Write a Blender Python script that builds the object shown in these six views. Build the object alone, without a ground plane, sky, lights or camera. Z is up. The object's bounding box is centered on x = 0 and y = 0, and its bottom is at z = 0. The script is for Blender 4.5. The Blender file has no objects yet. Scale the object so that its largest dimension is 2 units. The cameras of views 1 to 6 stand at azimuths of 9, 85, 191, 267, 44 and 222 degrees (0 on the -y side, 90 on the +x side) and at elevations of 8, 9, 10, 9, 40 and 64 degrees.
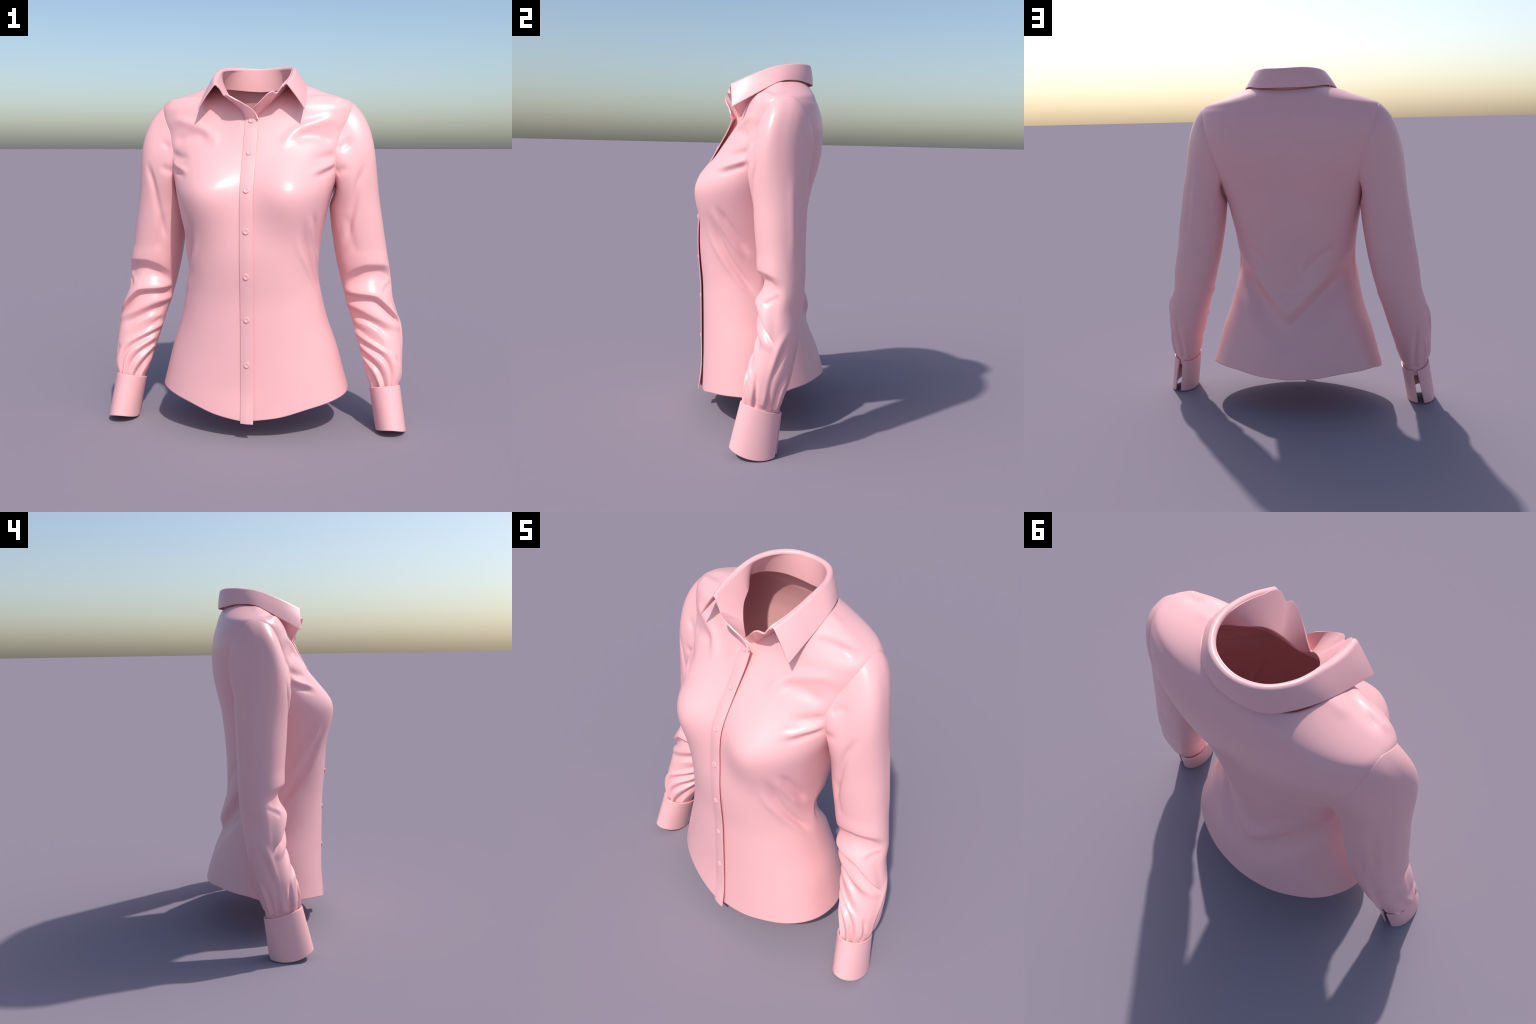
import bpy, bmesh, math
import numpy as np

# ------------------------------------------------------------------ helpers
def pchip(xs, ys, x):
    """monotone cubic interpolation through control points"""
    xs = np.asarray(xs, float); ys = np.asarray(ys, float); x = np.asarray(x, float)
    h = np.diff(xs); d = np.diff(ys) / h
    m = np.zeros_like(ys)
    for i in range(1, len(xs) - 1):
        if d[i - 1] * d[i] > 0:
            w1 = 2 * h[i] + h[i - 1]; w2 = h[i] + 2 * h[i - 1]
            m[i] = (w1 + w2) / (w1 / d[i - 1] + w2 / d[i])
    m[0], m[-1] = d[0], d[-1]
    xc = np.clip(x, xs[0], xs[-1])
    i = np.clip(np.searchsorted(xs, xc) - 1, 0, len(xs) - 2)
    t = (xc - xs[i]) / h[i]
    return ((2 * t**3 - 3 * t**2 + 1) * ys[i] + (t**3 - 2 * t**2 + t) * h[i] * m[i]
            + (-2 * t**3 + 3 * t**2) * ys[i + 1] + (t**3 - t**2) * h[i] * m[i + 1])

def spline(pts, n, closed=False, keys=None):
    """Catmull-Rom style cubic through 3D points, n samples; keys = parameter of each point"""
    P = np.asarray(pts, float)
    if keys is None:
        k = np.concatenate([[0], np.cumsum(np.linalg.norm(np.diff(P, axis=0), axis=1))]); k /= k[-1]
    else:
        k = np.asarray(keys, float)
    t = np.linspace(k[0], k[-1], n) if np.isscalar(n) else np.asarray(n, float)
    m = np.gradient(P, k, axis=0)
    if closed:
        m0 = (P[1] - P[-2]) / (k[1] - k[0] + k[-1] - k[-2]); m[0] = m0; m[-1] = m0
    i = np.clip(np.searchsorted(k, t, side="right") - 1, 0, len(k) - 2)
    h = (k[i + 1] - k[i])[:, None]; u = ((t - k[i]) / (k[i + 1] - k[i]))[:, None]
    return ((2 * u**3 - 3 * u**2 + 1) * P[i] + (u**3 - 2 * u**2 + u) * h * m[i]
            + (-2 * u**3 + 3 * u**2) * P[i + 1] + (u**3 - u**2) * h * m[i + 1])

def smooth(a, b, x):
    t = np.clip((np.asarray(x, float) - a) / (b - a), 0, 1)
    return t * t * (3 - 2 * t)

def gauss(x, s):
    return np.exp(-0.5 * (x / s) ** 2)

def grid_normals(G, wrap):
    if wrap:
        du = np.roll(G, -1, 1) - np.roll(G, 1, 1)
    else:
        du = np.gradient(G, axis=1)
    dv = np.gradient(G, axis=0)
    n = np.cross(du, dv)
    return n / np.maximum(np.linalg.norm(n, axis=2, keepdims=True), 1e-9)

def polyline_distance(V, P):
    """distance of every vertex to a polyline and the position (0..1) along it"""
    best = np.full(len(V), 9.0); where = np.zeros(len(V))
    seg = np.linalg.norm(np.diff(P, axis=0), axis=1); acc = np.concatenate([[0], np.cumsum(seg)])
    for i in range(len(P) - 1):
        a = P[i]; d = P[i + 1] - a; L = d @ d
        t = np.clip(((V - a) @ d) / L, 0, 1)
        q = np.linalg.norm(V - (a + t[:, None] * d), axis=1)
        k = q < best
        best[k] = q[k]; where[k] = (acc[i] + t[k] * seg[i]) / acc[-1]
    return best, where

def press_folds(G, wrap, folds):
    """folds: (control points on the cloth, half width, height); the crease runs along a spline
    and tapers out at its ends; height > 0 is a ridge, < 0 a valley"""
    sh = G.shape
    N = grid_normals(G, wrap).reshape(-1, 3)
    V = G.reshape(-1, 3).copy()
    D = np.zeros(len(V))
    for f in folds:
        pts, width, height = f[:3]
        taper = f[3] if len(f) > 3 else (0.25, 0.25)
        P = spline(pts, 24)
        P = np.array([V[np.argmin(((V - p) ** 2).sum(1))] for p in P])          # lay the crease on the cloth
        P[1:-1] = (P[:-2] + 2 * P[1:-1] + P[2:]) / 4
        P[1:-1] = (P[:-2] + 2 * P[1:-1] + P[2:]) / 4
        lo, hi = P.min(0) - 4 * width, P.max(0) + 4 * width
        k = np.where(((V > lo) & (V < hi)).all(1))[0]
        if len(k) == 0:
            continue
        d, w = polyline_distance(V[k], P)
        end = smooth(0, max(taper[0], 1e-3), w) * smooth(0, max(taper[1], 1e-3), 1 - w)
        if len(f) > 4:                                   # different widths on the two sides (left, right of the run)
            T = np.gradient(P, axis=0); j = np.clip(np.round(w * 23).astype(int), 0, 23)
            side = np.einsum("ij,ij->i", np.cross(N[k], T[j]), V[k] - P[j])
            b = smooth(-0.003, 0.003, side)
            wide = f[4][1] * (1 - b) + f[4][0] * b
        else:
            wide = width
        D[k] += height * gauss(d, wide) * end
    return (V + N * D[:, None]).reshape(sh)

def mirror(G):
    M = G[:, ::-1].copy(); M[..., 0] *= -1
    return M

MATERIALS = {}

def make_object(name, verts, faces, material, parent=None, thickness=0.0, offset=-1.0, bevel=0.0, sub=0, smooth_angle=None):
    me = bpy.data.meshes.new(name)
    me.from_pydata([tuple(v) for v in verts], [], [tuple(int(i) for i in f) for f in faces])
    me.update()
    me.polygons.foreach_set("use_smooth", [True] * len(me.polygons))
    ob = bpy.data.objects.new(name, me)
    bpy.context.scene.collection.objects.link(ob)
    me.materials.append(material)
    if thickness:
        m = ob.modifiers.new("thickness", "SOLIDIFY"); m.thickness = thickness; m.offset = offset
        m.use_even_offset = False; m.use_quality_normals = True
    if bevel:
        m = ob.modifiers.new("rounding", "BEVEL"); m.width = bevel; m.segments = 3; m.limit_method = "ANGLE"; m.angle_limit = math.radians(50)
    if sub:
        m = ob.modifiers.new("subdivision", "SUBSURF"); m.levels = sub; m.render_levels = sub
    if ob.modifiers:
        dg = bpy.context.evaluated_depsgraph_get()
        new = bpy.data.meshes.new_from_object(ob.evaluated_get(dg))
        ob.modifiers.clear(); ob.data = new; new.name = name
        bpy.data.meshes.remove(me)
        me = new
        me.polygons.foreach_set("use_smooth", [True] * len(me.polygons))
    if smooth_angle:
        me.set_sharp_from_angle(angle=math.radians(smooth_angle))
    if parent:
        ob.parent = parent
    return ob

def grid_faces(nv, nu, wrap, keep=None):
    cols = nu if wrap else nu - 1
    j, i = np.meshgrid(np.arange(cols), np.arange(nv - 1))
    j = j.ravel(); i = i.ravel(); j2 = (j + 1) % nu
    F = np.stack([i * nu + j, i * nu + j2, (i + 1) * nu + j2, (i + 1) * nu + j], 1)
    if keep is not None:
        F = F[keep[F].all(1)]
    return F

def grid_object(name, G, wrap, material, keep=None, **kw):
    nv, nu = G.shape[:2]
    V = G.reshape(-1, 3); F = grid_faces(nv, nu, wrap, keep)
    used = np.unique(F); remap = -np.ones(len(V), int); remap[used] = np.arange(len(used))
    return make_object(name, V[used], remap[F], material, **kw)

# ------------------------------------------------------------------ material
def satin(name, color, rough=0.36):
    m = bpy.data.materials.new(name); m.use_nodes = True
    nt = m.node_tree; b = nt.nodes["Principled BSDF"]
    tc = nt.nodes.new("ShaderNodeTexCoord")
    n = nt.nodes.new("ShaderNodeTexNoise"); n.inputs["Scale"].default_value = 3.0; n.inputs["Detail"].default_value = 2
    nt.links.new(tc.outputs["Object"], n.inputs["Vector"])
    r = nt.nodes.new("ShaderNodeValToRGB")
    c = np.array(color)
    r.color_ramp.elements[0].position = 0.3; r.color_ramp.elements[0].color = (*(c * 0.985), 1)
    r.color_ramp.elements[1].position = 0.7; r.color_ramp.elements[1].color = (*np.minimum(c * 1.015, 1), 1)
    nt.links.new(n.outputs["Fac"], r.inputs["Fac"])
    nt.links.new(r.outputs["Color"], b.inputs["Base Color"])
    b.inputs["Roughness"].default_value = rough
    b.inputs["Specular IOR Level"].default_value = 0.5
    return m

PINK = (0.852, 0.457, 0.472)
cloth = satin("pink_satin_cloth", PINK)
button_material = satin("pink_button_plastic", PINK, 0.3)

root = bpy.data.objects.new("blouse", None)
bpy.context.scene.collection.objects.link(root)
root["label"] = "pale pink satin long-sleeved button-up blouse with pointed collar"
root["category"] = "shirt"

# ------------------------------------------------------------------ torso surface
# by height: half width, front depth, back depth, y of the widest point, squareness
TORSO = np.array([
    # z     a     yf     yb     yc    nf   nb
    [0.05, 0.565, -0.335, 0.425, 0.02, 2.4, 2.1],
    [0.20, 0.530, -0.330, 0.395, 0.01, 2.4, 2.1],
    [0.32, 0.497, -0.328, 0.362, 0.00, 2.4, 2.1],
    [0.46, 0.460, -0.329, 0.318, -0.01, 2.3, 2.05],
    [0.60, 0.411, -0.331, 0.280, -0.02, 2.35, 2.0],
    [0.75, 0.376, -0.335, 0.250, -0.03, 2.4, 1.9],
    [0.88, 0.356, -0.348, 0.244, -0.03, 2.5, 2.0],
    [1.00, 0.363, -0.356, 0.246, -0.02, 2.5, 2.2],
    [1.15, 0.386, -0.348, 0.257, 0.00, 2.7, 2.4],
    [1.30, 0.420, -0.331, 0.277, 0.02, 2.8, 2.5],
    [1.42, 0.465, -0.294, 0.306, 0.05, 2.3, 2.6],
    [1.52, 0.505, -0.241, 0.323, 0.07, 2.25, 2.6],
    [1.62, 0.530, -0.177, 0.325, 0.08, 2.3, 2.6],
    [1.70, 0.535, -0.128, 0.315, 0.08, 2.9, 2.5],
    [1.76, 0.532, -0.104, 0.300, 0.08, 3.1, 2.3],
    [1.797, 0.515, -0.084, 0.288, 0.08, 2.8, 2.1],
    [1.820, 0.458, -0.068, 0.281, 0.08, 2.4, 2.2],
    [1.853, 0.353, -0.038, 0.268, 0.08, 2.2, 2.2],
    [1.882, 0.270, -0.005, 0.250, 0.08, 2.0, 2.2],
    [1.93, 0.170, 0.040, 0.240, 0.08, 2.1, 2.2],
])
SWAY = ([0.1, 0.5, 0.8, 1.2, 1.4, 1.6], [-0.002, -0.002, -0.005, -0.004, -0.001, 0.0])     # the body hangs a little to one side

ZF = np.arange(0.05, 1.9301, 0.004)
def softened(values):
    """round the profile off along the height, less so on the shoulders"""
    def blur(v, s):
        r = int(4 * s / 0.004); k = gauss(np.arange(-r, r + 1) * 0.004, s); k /= k.sum()
        p = np.concatenate([2 * v[0] - v[r:0:-1], v, 2 * v[-1] - v[-2:-r - 2:-1]])
        return np.convolve(p, k, "valid")
    w = smooth(1.55, 1.72, ZF)
    return blur(values, 0.030) * (1 - w) + blur(values, 0.006) * w
SOFT = [softened(pchip(TORSO[:, 0], TORSO[:, k], ZF)) for k in range(1, 7)]

def torso_parameters(z):
    return [np.interp(z, ZF, v) for v in SOFT]

def torso_point(phi, z):
    """phi = 0 at the front, quarter turn at +x, half turn at the back"""
    a, yf, yb, yc, nf, nb = torso_parameters(z)
    s, c = np.sin(phi), np.cos(phi)
    front = c > 0
    b = np.where(front, yc - yf, yb - yc); n = np.where(front, nf, nb)
    r = ((np.abs(s) / a) ** n + (np.abs(c) / b) ** n) ** (-1 / n)
    x = r * s; y = yc - r * c
    y = y - bust(x, z) * smooth(0.0, 0.4, c) - right_panel(x, z) * smooth(0.0, 0.3, c)
    y = y + back_drape(x, z) * smooth(0.0, -0.25, c)
    return np.stack([x + pchip(SWAY[0], SWAY[1], z), y, z + 0 * x], -1)

def bust(x, z):
    low = 0.03 * np.log1p(np.exp((1.30 - z) / 0.03))
    return 0.075 * gauss(np.abs(x) - 0.232 - 0.12 * low, 0.118) * gauss(z - 1.322, 0.120 + 0.015 * np.tanh((1.322 - z) / 0.06))

def back_drape(x, z):
    """the back blouses out above a V that runs from the armpits to the middle of the waist"""
    ax = np.sqrt(x * x + 0.03 ** 2)
    d = z - (0.535 + 1.12 * ax)                      # height above the V
    out = 0.016 * gauss(d - 0.06, 0.045) * gauss(x, 0.12)
    under = -0.047 * smooth(0.045, -0.045, d) * smooth(-0.26, -0.05, d) * (0.35 + 0.65 * smooth(0.04, 0.20, ax))
    return (out + under) * smooth(1.05, 0.90, z) - 0.009 * gauss(x, 0.06) * gauss(z - 1.5, 0.12)

def right_panel(x, z):
    """the buttoning panel lies over the other one and stands off it at the neck and the hem"""
    side = smooth(0.03, -0.03, x)
    return side * (0.024 * gauss(x + 0.03, 0.06) * smooth(1.50, 1.68, z) + 0.012 * gauss(x, 0.13) * smooth(0.30, 0.10, z))

def hem_height(phi):
    p = np.abs((phi + math.pi) % (2 * math.pi) - math.pi)
    return pchip([0, 0.45, 0.9, 1.25, 1.6, 1.9, 2.3, 2.7, math.pi], [0.108, 0.132, 0.182, 0.208, 0.218, 0.250, 0.258, 0.243, 0.234], p) + 0.014 * gauss((phi + math.pi) % (2 * math.pi) - math.pi + 1.2, 0.45)

def neck_height(phi):
    p = np.abs((phi + math.pi) % (2 * math.pi) - math.pi)
    return pchip([0, 0.12, 0.35, 0.7, 1.1, 1.57, 2.2, 2.7, math.pi], [1.700, 1.712, 1.755, 1.815, 1.865, 1.892, 1.888, 1.880, 1.876], p)

NU, NT = 480, 340
phi = np.linspace(0, 2 * math.pi, NU, endpoint=False)
t = np.linspace(0, 1, NT)
t = t + 0.08 * np.sin(2 * math.pi * t) / (2 * math.pi)        # a little denser near the shoulders
PH, TT = np.meshgrid(phi, t)
Z0, Z1 = hem_height(PH), neck_height(PH)
BODY = torso_point(PH, Z0 + (Z1 - Z0) * TT)

# armhole seam in (y, z); psi runs top -> front -> armpit -> back -> top
ARMHOLE = np.array([
    [0.085, 1.797], [0.005, 1.765], [-0.038, 1.70], [-0.068, 1.62], [-0.103, 1.53], [-0.098, 1.44],
    [-0.045, 1.365], [0.06, 1.335], [0.155, 1.350], [0.210, 1.43], [0.230, 1.53], [0.226, 1.62], [0.195, 1.71], [0.145, 1.775], [0.085, 1.797]])
ARM_PSI = np.array([0, 25, 48, 70, 95, 118, 150, 180, 210, 242, 265, 290, 312, 335, 360.0])

def on_torso(y, z):
    a, yf, yb, yc, nf, nb = torso_parameters(z)
    b = np.where(y < yc, yc - yf, yb - yc); n = np.where(y < yc, nf, nb)
    x = a * np.maximum(1 - (np.abs(y - yc) / b) ** n, 0) ** (1 / n)
    return np.stack([x, y, z], -1)

def armhole_loop(psi):
    yz = spline(np.c_[ARMHOLE, 0 * ARMHOLE[:, 0]], psi, closed=True, keys=ARM_PSI)
    return on_torso(yz[:, 0], np.minimum(yz[:, 1], 1.80))

# creases of one half of the bodice: (points, half width, height); the other half mirrors them
HALF_FOLDS = [
    # pulls from the armhole towards the bust
    ([(0.298, -0.264, 1.409), (0.362, -0.204, 1.436), (0.411, -0.153, 1.455), (0.45, -0.105, 1.475)], 0.012, 0.010, (0.4, 0.25)),
    ([(0.310, -0.271, 1.382), (0.370, -0.204, 1.41), (0.412, -0.152, 1.432), (0.451, -0.095, 1.460)], 0.013, -0.008, (0.5, 0.25)),
    ([(0.304, -0.217, 1.488), (0.40, -0.153, 1.504), (0.454, -0.096, 1.523)], 0.016, -0.010, (0.5, 0.25)),
    ([(0.216, -0.181, 1.60), (0.296, -0.155, 1.614), (0.369, -0.133, 1.607), (0.439, -0.103, 1.575)], 0.022, -0.010),
    ([(0.45, -0.05, 1.705), (0.344, -0.106, 1.679), (0.242, -0.155, 1.639), (0.189, -0.191, 1.59), (0.175, -0.225, 1.534)], 0.018, 0.009),
    # from the collar across the shoulder
    ([(0.278, -0.055, 1.801), (0.357, -0.026, 1.809), (0.425, -0.009, 1.80), (0.483, 0.005, 1.77)], 0.016, 0.010),
    ([(0.265, -0.035, 1.823), (0.328, -0.013, 1.826), (0.391, 0.01, 1.822), (0.459, 0.019, 1.805)], 0.020, -0.008),
    ([(0.259, 0.041, 1.876), (0.294, 0.061, 1.871), (0.339, 0.064, 1.856)], 0.018, 0.004),
    # drape from under the bust to the side of the waist
    ([(0.290, -0.330, 1.213), (0.300, -0.275, 1.100), (0.305, -0.225, 1.000), (0.325, -0.170, 0.905), (0.350, -0.100, 0.810), (0.372, -0.030, 0.725)], 0.012, -0.014, (0.35, 0.25), (0.009, 0.018)),
    ([(0.262, -0.340, 1.140), (0.275, -0.285, 1.020), (0.305, -0.218, 0.924), (0.335, -0.145, 0.826), (0.368, -0.06, 0.722)], 0.014, 0.007, (0.35, 0.25)),
    ([(0.340, -0.275, 1.235), (0.350, -0.200, 1.130), (0.352, -0.130, 1.030), (0.352, -0.070, 0.940)], 0.013, -0.010, (0.3, 0.3), (0.009, 0.018)),
    ([(0.318, -0.300, 1.225), (0.332, -0.235, 1.110), (0.340, -0.165, 1.010), (0.345, -0.105, 0.920)], 0.011, 0.007, (0.3, 0.3)),
    # inner pair of the drape at the back
    ([(0.275, 0.167, 0.995), (0.15, 0.223, 0.903), (0.065, 0.243, 0.806)], 0.018, -0.008),
]
TORSO_FOLDS = HALF_FOLDS + [([(-x, y, z) for x, y, z in f[0]],) + tuple(f[1:]) for f in HALF_FOLDS]
BODY = press_folds(BODY, True, TORSO_FOLDS)

def inside_polygon(y, z, poly):
    inside = np.zeros(len(y), bool)
    for i in range(len(poly)):
        y0, z0 = poly[i - 1]; y1, z1 = poly[i]
        c = (z0 > z) != (z1 > z)
        with np.errstate(divide="ignore", invalid="ignore"):
            inside ^= c & (y < (y1 - y0) * (z - z0) / (z1 - z0) + y0)
    return inside

loop = armhole_loop(np.linspace(0, 357, 120))
centre = loop[:, 1:].mean(0)
poly = centre + (loop[:, 1:] - centre) * 0.94
flat = BODY.reshape(-1, 3)
keep = ~(inside_polygon(flat[:, 1], flat[:, 2], poly) & (np.abs(flat[:, 0]) > 0.2))
bodice = grid_object("bodice", BODY, True, cloth, keep=keep, parent=root, thickness=0.007)

# ------------------------------------------------------------------ sleeves
# by height: centre x, half width x, centre y, half depth y
def ring_table(rows):
    """rows: z, x inner, x outer, y front, y rear"""
    r = np.array(rows, float)[::-1]
    return r[:, 0], (r[:, 1] + r[:, 2]) / 2, (r[:, 2] - r[:, 1]) / 2, (r[:, 3] + r[:, 4]) / 2, (r[:, 4] - r[:, 3]) / 2

SLEEVE = ring_table([
    [1.22, 0.407, 0.688, -0.080, 0.203],
    [1.1, 0.420, 0.708, -0.070, 0.199],
    [0.93, 0.450, 0.736, -0.053, 0.195],
    [0.82, 0.477, 0.755, -0.040, 0.189],
    [0.72, 0.504, 0.766, -0.053, 0.175],
    [0.6, 0.542, 0.798, -0.052, 0.157],
    [0.48, 0.576, 0.814, -0.073, 0.132],
    [0.38, 0.607, 0.818, -0.103, 0.105],
    [0.30, 0.634, 0.814, -0.118, 0.078],
    [0.245, 0.654, 0.800, -0.123, 0.060],
    [0.205, 0.662, 0.796, -0.120, 0.052],
])

def sleeve_ring(psi, z):
    cx, rx, cy, ry = [pchip(SLEEVE[0], SLEEVE[k], z) for k in range(1, 5)]
    n = 2.0
    s, c = np.sin(psi), np.cos(psi)
    r = (np.abs(s) ** n + np.abs(c) ** n) ** (-1 / n)
    turn = np.maximum(np.cos(psi - math.radians(315)), 0) ** 3 - 0.7 * np.maximum(np.cos(psi - math.radians(225)), 0) ** 3
    r = r * (1 - 0.09 * turn * smooth(0.45, 0.75, z))
    dx, dy = rx * r * c, -ry * r * s
    k = smooth(1.2, 0.27, z)
    return np.stack([cx + dx, cy + dy, z + k * (-0.30 * dy + 0.12 * dx)], -1)

NS = 260
psi = np.linspace(0, 2 * math.pi, NS, endpoint=False)

def sleeve_grid(side):
    L = armhole_loop(np.degrees(psi))
    R = sleeve_ring(psi, np.full(NS, 1.22)); R2 = sleeve_ring(psi, np.full(NS, 1.21))
    down = (R2 - R); down /= np.linalg.norm(down, axis=1)[:, None]
    up = (1 + np.cos(psi)) / 2                                   # 1 on top of the shoulder, 0 at the armpit
    out = np.stack([0.35 + 0.45 * up, -0.05 * np.sin(psi), -0.75 + 0.15 * up], -1)
    out /= np.linalg.norm(out, axis=1)[:, None]
    dist = np.linalg.norm(R - L, axis=1)[:, None]
    u = np.linspace(0, 1, 110)[:, None, None]
    m0 = out * dist * (0.75 + 0.03 * up[:, None]); m1 = down * dist * (1.0 + 0.3 * up[:, None])
    cap = ((2 * u**3 - 3 * u**2 + 1) * L + (u**3 - 2 * u**2 + u) * m0 + (-2 * u**3 + 3 * u**2) * R + (u**3 - u**2) * m1)
    ease = np.sin(math.pi * u ** 0.9) ** 2
    cap = cap + ease * np.stack([0.010 * up, -0.018 * up ** 0.8, 0 * up], -1) - ease * (np.maximum(np.cos(psi - math.radians(310)), 0) ** 2)[:, None] * np.array([0.010, 0.008, 0])
    zz = np.linspace(1.22, 0.205, 330)[1:]
    arm = np.stack([sleeve_ring(psi, np.full(NS, z)) for z in zz])
    G = np.concatenate([cap, arm])
    PS, ZS = np.meshgrid(psi, np.concatenate([np.full(110, 1.3), zz]))
    return G + grid_normals(G, True) * winding_relief(PS, ZS)[..., None]

# elbow and forearm: ridges and hollows that wind round the sleeve from the inside down to the outside.
# each line: (angle round the sleeve, height) points, relief, angles where it fades in and out (0 = outside, 90 = front, 180 = inside)
WINDING = [
    ([(0, 1.00), (90, 1.015), (180, 0.99)], 0.0, (-60, -40, 190, 220)),
    ([(0, 0.890), (23, 0.905), (46, 0.918), (78, 0.922), (105, 0.905), (133, 0.872), (165, 0.835)], 0.006, (0, 45, 115, 165)),
    ([(0, 0.825), (23, 0.845), (46, 0.864), (78, 0.866), (105, 0.850), (133, 0.818), (165, 0.790)], -0.024, (-5, 45, 105, 165)),
    ([(-15, 0.560), (11, 0.580), (38, 0.624), (55, 0.682), (75, 0.733), (116, 0.752), (166, 0.772)], 0.016, (15, 45, 125, 175)),
    ([(-15, 0.545), (10, 0.562), (29, 0.598), (52, 0.644), (67, 0.682), (82, 0.709), (114, 0.722), (154, 0.728)], -0.018, (5, 55, 140, 180)),
    ([(-15, 0.530), (27, 0.552), (68, 0.586), (101, 0.632), (127, 0.668), (173, 0.699)], 0.006, (10, 45, 170, 205)),
    ([(30, 0.515), (56, 0.528), (76, 0.545), (98, 0.574), (127, 0.617), (166, 0.653)], -0.014, (40, 85, 140, 180)),
    ([(50, 0.450), (77, 0.484), (93, 0.530), (119, 0.569), (156, 0.595)], 0.004, (55, 90, 140, 175)),
    ([(50, 0.400), (79, 0.441), (100, 0.477), (126, 0.523), (154, 0.571)], -0.003, (70, 95, 140, 175)),
    ([(24, 0.252), (50, 0.332), (70, 0.404), (95, 0.441), (124, 0.487), (166, 0.540)], 0.010, (15, 40, 160, 190)),
    ([(55, 0.210), (62, 0.245), (68, 0.303), (76, 0.354), (93, 0.402), (122, 0.450), (155, 0.503)], -0.012, (50, 62, 135, 175)),
    ([(70, 0.210), (76, 0.245), (80, 0.303), (89, 0.356), (116, 0.404), (153, 0.465)], 0.009, (60, 72, 145, 180)),
    ([(88, 0.210), (95, 0.245), (100, 0.285), (109, 0.328), (130, 0.385), (165, 0.431)], -0.012, (80, 92, 140, 180)),
    ([(104, 0.210), (110, 0.245), (117, 0.298), (133, 0.349), (163, 0.416)], 0.007, (95, 108, 155, 190)),
    ([(122, 0.210), (130, 0.245), (147, 0.315), (162, 0.380), (178, 0.405)], -0.012, (115, 128, 165, 195)),
    ([(150, 0.210), (160, 0.280), (180, 0.340)], 0.005, (140, 155, 185, 215)),
    ([(0, 0.12), (180, 0.13)], 0.0, (-60, -40, 190, 220)),
]

def winding_relief(psi, z):
    """height of the folds over the smooth sleeve, between neighbouring lines blended smoothly"""
    deg = (np.degrees(psi) + 120) % 360 - 120
    last = None; out = np.zeros_like(z); zp = hp = None
    for pts, relief, (a0, a1, b0, b1) in WINDING:
        k = np.array(pts, float)
        zc = pchip(k[:, 0], k[:, 1], deg)
        if zp is not None:
            zc = np.minimum(zc, zp - 0.012)
        h = relief * smooth(a0, a1, deg) * smooth(b1, b0, deg)
        if zp is not None:
            w = smooth(0, 1, (zp - z) / (zp - zc))
            inside = (z <= zp) & (z > zc)
            out = np.where(inside, hp + (h - hp) * w, out)
        zp, hp = zc, h
    return out

FOREARM_FOLDS = [
    ([(0.739, 0.046, 0.849), (0.734, 0.025, 0.821), (0.701, -0.016, 0.795), (0.686, -0.032, 0.766)], 0.011, 0.003),
    ([(0.746, 0.05, 0.816), (0.722, -0.001, 0.788), (0.701, -0.027, 0.755)], 0.011, -0.003),
    # outside and rear of the forearm
    ([(0.756, 0.106, 0.67), (0.794, 0.051, 0.587), (0.809, 0.016, 0.448), (0.793, -0.025, 0.265)], 0.013, 0.008, (0.3, 0.05)),
    ([(0.776, 0.095, 0.609), (0.803, 0.047, 0.507), (0.81, 0.011, 0.41), (0.79, -0.011, 0.247)], 0.011, -0.011, (0.3, 0.02)),
    ([(0.77, 0.095, 0.441), (0.784, 0.063, 0.356), (0.776, 0.029, 0.241)], 0.008, 0.009, (0.3, 0.05)),
    ([(0.79, 0.072, 0.431), (0.799, 0.035, 0.334), (0.779, 0.022, 0.237)], 0.007, -0.007, (0.3, 0.02)),
    ([(0.775, -0.062, 0.443), (0.797, -0.062, 0.361), (0.782, -0.07, 0.261)], 0.008, -0.010, (0.3, 0.02)),
    ([(0.73, 0.14, 0.56), (0.735, 0.115, 0.42), (0.725, 0.085, 0.33), (0.725, 0.06, 0.235)], 0.010, -0.009, (0.4, 0.02)),
    ([(0.70, 0.13, 0.46), (0.70, 0.095, 0.35), (0.695, 0.065, 0.24)], 0.014, 0.006, (0.4, 0.05)),
]
ARM_FOLDS = [
    # upper arm, below the armhole seam, and long soft falls down the back of the arm
    ([(0.60, 0.185, 1.45), (0.625, 0.190, 1.20), (0.655, 0.180, 0.95)], 0.020, -0.006, (0.3, 0.3)),
    ([(0.53, 0.200, 1.35), (0.56, 0.200, 1.15), (0.60, 0.190, 0.90)], 0.022, -0.005, (0.3, 0.3)),
    ([(0.67, 0.120, 1.45), (0.695, 0.120, 1.20), (0.72, 0.120, 0.95)], 0.016, 0.005, (0.3, 0.3)),
    ([(0.50, -0.050, 1.22), (0.53, -0.055, 1.08), (0.56, -0.050, 0.96)], 0.016, -0.005, (0.3, 0.3)),
    ([(0.584, -0.036, 1.489), (0.554, -0.081, 1.34), (0.529, -0.071, 1.189), (0.496, -0.032, 1.01)], 0.013, -0.011),
    ([(0.529, -0.044, 1.601), (0.48, -0.09, 1.563), (0.452, -0.095, 1.54)], 0.015, -0.006, (0.5, 0.25)),
    ([(0.52, -0.090, 1.453), (0.471, -0.096, 1.431), (0.435, -0.085, 1.415)], 0.016, -0.007, (0.5, 0.25)),
]
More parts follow.
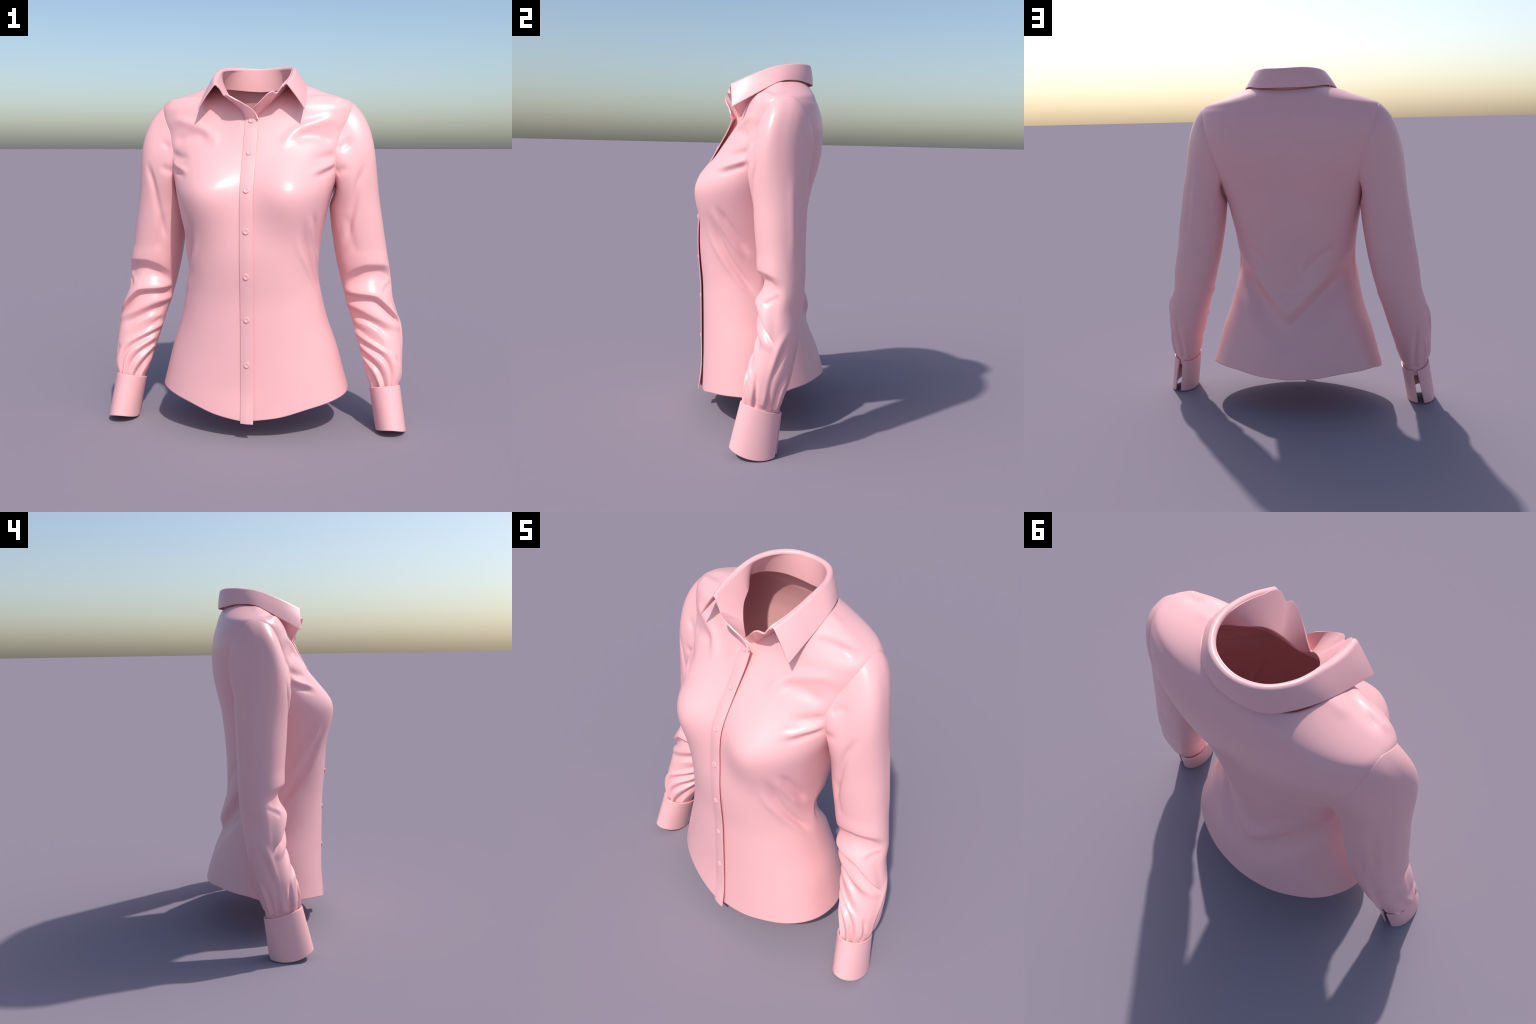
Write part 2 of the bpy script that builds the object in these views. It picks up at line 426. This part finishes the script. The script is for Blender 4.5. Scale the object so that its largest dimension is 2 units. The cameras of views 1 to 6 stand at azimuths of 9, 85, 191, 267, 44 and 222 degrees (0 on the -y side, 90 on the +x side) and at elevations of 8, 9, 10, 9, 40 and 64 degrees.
SLEEVE_FOLDS = [(f[0], f[1], 1.1 * f[2]) + tuple(f[3:]) for f in FOREARM_FOLDS] + ARM_FOLDS
for side in (1, -1):
    G = sleeve_grid(side)
    G = press_folds(G, True, SLEEVE_FOLDS)
    hidden = G[0] + (G[0].mean(0) - G[0]) * 0.10 - np.array([0.012, 0, 0])        # seam allowance inside the armhole
    G = np.concatenate([hidden[None], G])
    if side < 0:
        G = mirror(G)
    grid_object("sleeve", G, True, cloth, parent=root, thickness=0.006)

# ------------------------------------------------------------------ cuffs
def cuff(side, slit_angle):
    nu, nv = 160, 40
    top, bottom = np.array([0.726, -0.031, 0.242]), np.array([0.764, -0.070, 0.025])
    gap = 0.13 + 0.11 * np.linspace(0, 1, nv) ** 0.7
    G = np.zeros((nv, nu, 3))
    for i, s in enumerate(np.linspace(0, 1, nv)):
        a = slit_angle + gap[i] + (2 * math.pi - 2 * gap[i]) * np.linspace(0, 1, nu)     # angle from +y towards +x
        c = top + (bottom - top) * s
        rx = 0.079 - 0.001 * s; ry = 0.100 + 0.017 * s
        dx, dy = rx * np.sin(a), ry * np.cos(a)
        belly = -0.018 * s * (1 - (dy / ry) ** 2)
        G[i] = np.stack([c[0] + dx, c[1] + dy, c[2] - (0.30 - 0.13 * s) * dy + 0.12 * (1 - s) * dx + belly], -1)
    if side < 0:
        G = mirror(G)
    return grid_object("cuff", G, False, cloth, parent=root, thickness=0.010, offset=0.0, bevel=0.003, smooth_angle=60)

cuff(1, math.radians(12)); cuff(-1, math.radians(2))

# ------------------------------------------------------------------ line of the placket
def front_point(x, z):
    """point of the front of the bodice at a given x"""
    a, yf, yb, yc, nf, nb = torso_parameters(z)
    x0 = x - pchip(SWAY[0], SWAY[1], z)
    y = yc - (yc - yf) * (1 - (np.abs(x0) / a) ** nf) ** (1 / nf) - bust(x0, z) - right_panel(x0, z)
    return np.stack([x + 0 * y, y, z + 0 * y], -1)

def placket_lift(z):
    return pchip([0.10, 0.26, 0.5, 0.75, 1.0, 1.2, 1.42, 1.55, 1.63, 1.70], [0.022, 0.011, 0.014, 0.014, 0.010, 0.008, 0.009, 0.020, 0.030, 0.048], z)

def placket_point(s, z):
    """s = 0 on the sewn side, 1 on the free edge; a straight strip standing off the body"""
    A = front_point(np.full_like(z, -0.031), z); B = front_point(np.full_like(z, 0.0385), z)
    A[:, 1] -= 0.003; B[:, 1] -= placket_lift(z)
    return A + (B - A) * s + np.array([0, -0.003 * math.sin(math.pi * s), 0])

# ------------------------------------------------------------------ collar
# guide lines by the angle round the neck (0 = front, pi = back), for the +x half
COLLAR_ANGLE = [0.562, 0.77, 0.96, 1.31, 1.83, 2.44, math.pi]
FOLD = [(0.172, -0.193, 1.872), (0.190, -0.115, 1.909), (0.196, -0.057, 1.934), (0.192, 0.030, 1.968), (0.170, 0.125, 1.988), (0.107, 0.207, 1.996), (0, 0.240, 1.994)]
LEAF = [(0.282, -0.188, 1.747), (0.279, -0.105, 1.795), (0.277, -0.040, 1.832), (0.268, 0.055, 1.883), (0.225, 0.155, 1.900), (0.140, 0.243, 1.890), (0, 0.275, 1.888)]
# front ends of the stand, open at the neck: the under side runs behind the buttoning side
UNDER_ANGLE = [-0.10, 0.0, 0.19, 0.35, 0.39, 0.42, 0.50]
UNDER = [(-0.025, -0.140, 1.722), (0.000, -0.153, 1.746), (0.050, -0.184, 1.788), (0.104, -0.207, 1.830), (0.120, -0.207, 1.836), (0.132, -0.196, 1.828), (0.158, -0.197, 1.852)]
OVER_ANGLE = [-0.16, -0.12, 0.0, 0.14, 0.24, 0.35, 0.39, 0.42, 0.50]
OVER = [(0.0385, -0.192, 1.697), (0.034, -0.189, 1.712), (0.008, -0.195, 1.748), (-0.045, -0.210, 1.782), (-0.080, -0.216, 1.800), (-0.108, -0.217, 1.815), (-0.122, -0.214, 1.822), (-0.133, -0.200, 1.818), (-0.158, -0.197, 1.850)]

def flip(pts):
    return [(-x, y, z) for x, y, z in pts]

def neckline(ang):
    return torso_point(ang, neck_height(ang))

edge_keys = UNDER_ANGLE + COLLAR_ANGLE + [2 * math.pi - a for a in COLLAR_ANGLE[-2::-1]] + [2 * math.pi - a for a in OVER_ANGLE[::-1]]
edge_pts = UNDER + FOLD + flip(FOLD[-2::-1]) + OVER[::-1]
NC = 420
ang = np.linspace(edge_keys[0], edge_keys[-1], NC)
edge = spline(edge_pts, ang, keys=edge_keys)
foot = neckline(ang)
inward = np.stack([-np.sin(ang), np.cos(ang), 0 * ang], -1)
hang = 0.012 * smooth(0.5, 1.1, ang) * smooth(0.5, 1.1, 2 * math.pi - ang)
foot = foot + inward * (0.004 + 0.011 * smooth(0.6, 1.4, ang) * smooth(0.6, 1.4, 2 * math.pi - ang))[:, None] - np.array([0, 0, 1]) * hang[:, None]
collar = bpy.data.objects.new("collar", None)
bpy.context.scene.collection.objects.link(collar); collar.parent = root
# the buttoning end stands on the placket
across = np.clip((2 * math.pi + 0.14 - ang) / 0.28, 0, 1)
strip = np.array([placket_point(1 - a, np.array([1.696]))[0] for a in across])
w = smooth(2 * math.pi - 0.20, 2 * math.pi - 0.12, ang)[:, None]
foot = foot * (1 - w) + strip * w
rise = np.linspace(0, 1, 26)
leafed = smooth(COLLAR_ANGLE[0] - 0.02, COLLAR_ANGLE[0] + 0.02, ang) * smooth(COLLAR_ANGLE[0] - 0.02, COLLAR_ANGLE[0] + 0.02, 2 * math.pi - ang)
lower = foot - edge; lower /= np.linalg.norm(lower, axis=1)[:, None]
edge = edge + lower * (0.006 * leafed)[:, None]
STAND = np.array([foot + (edge - foot) * s for s in rise])
grid_object("collar_stand", STAND, False, cloth, parent=collar, thickness=0.007, offset=0.0, bevel=0.002, smooth_angle=50)

# the leaf: up the inside of the stand, over the fold, down to its pointed edge
NL = 241
la = np.linspace(COLLAR_ANGLE[0], 2 * math.pi - COLLAR_ANGLE[0], NL)
leaf_keys = COLLAR_ANGLE + [2 * math.pi - a for a in COLLAR_ANGLE[-2::-1]]
fold = spline(FOLD + flip(FOLD[-2::-1]), la, keys=leaf_keys)
leaf_edge = spline(LEAF + flip(LEAF[-2::-1]), la, keys=leaf_keys)
outward = leaf_edge - fold; outward[:, 2] = 0
outward /= np.linalg.norm(outward, axis=1)[:, None]
down = np.array([0, 0, -1.0])
R = 0.0125
stand_at = spline(foot, la, keys=ang)
dirn = (stand_at - fold); dirn /= np.linalg.norm(dirn, axis=1)[:, None]
rows = []
for d in (0.030, 0.020):
    rows.append(fold + dirn * d)
for a in np.linspace(0, math.pi * 0.8, 10):
    rows.append(fold + outward * (R - R * math.cos(a)) + down * (R * (1 - math.sin(a))))
last = rows[-1]
for s in np.linspace(0, 1, 30)[1:]:
    rows.append(last + (leaf_edge - last) * s + outward * 0.003 * math.sin(math.pi * s))
grid_object("collar_leaf", np.array(rows), False, cloth, parent=collar, thickness=0.006, offset=0.0, bevel=0.002, smooth_angle=50)

# ------------------------------------------------------------------ placket and buttons
nz = 220
zz = np.linspace(0.102, 1.700, nz)
PL = np.array([placket_point(s, zz) for s in np.linspace(0, 1, 14)]).transpose(1, 0, 2)
grid_object("placket", PL, False, cloth, parent=root, thickness=0.006, offset=0.0, bevel=0.002, smooth_angle=60)

def button_mesh():
    prof = [(0.0, 0.0038), (0.0068, 0.0038), (0.0095, 0.0048), (0.0125, 0.0056), (0.0148, 0.0048), (0.0155, 0.003), (0.0150, 0.0), (0.0, 0.0)]
    n = 32; V = []; F = []
    for r, h in prof:
        for k in range(n):
            V.append((r * math.cos(2 * math.pi * k / n), r * math.sin(2 * math.pi * k / n), h))
    for i in range(len(prof) - 1):
        for k in range(n):
            F.append((i * n + k, i * n + (k + 1) % n, (i + 1) * n + (k + 1) % n, (i + 1) * n + k)[::-1])
    return V, F

V, F = button_mesh()
first = None
for z in (1.690, 1.524, 1.336, 1.128, 0.893, 0.664, 0.421):
    if first is None:
        first = make_object("button", V, F, button_material, parent=root, smooth_angle=50); ob = first
    else:
        ob = first.copy(); bpy.context.scene.collection.objects.link(ob)
    p, q = placket_point(0.5, np.array([z, z + 0.02])); e = placket_point(0.9, np.array([z]))[0]
    ob.location = (float(p[0]), float(p[1]) - 0.002, z)
    ob.rotation_euler = (math.pi / 2 - math.atan2(float(q[1] - p[1]), 0.02), 0, math.atan2(float(e[1] - p[1]), float(e[0] - p[0])))
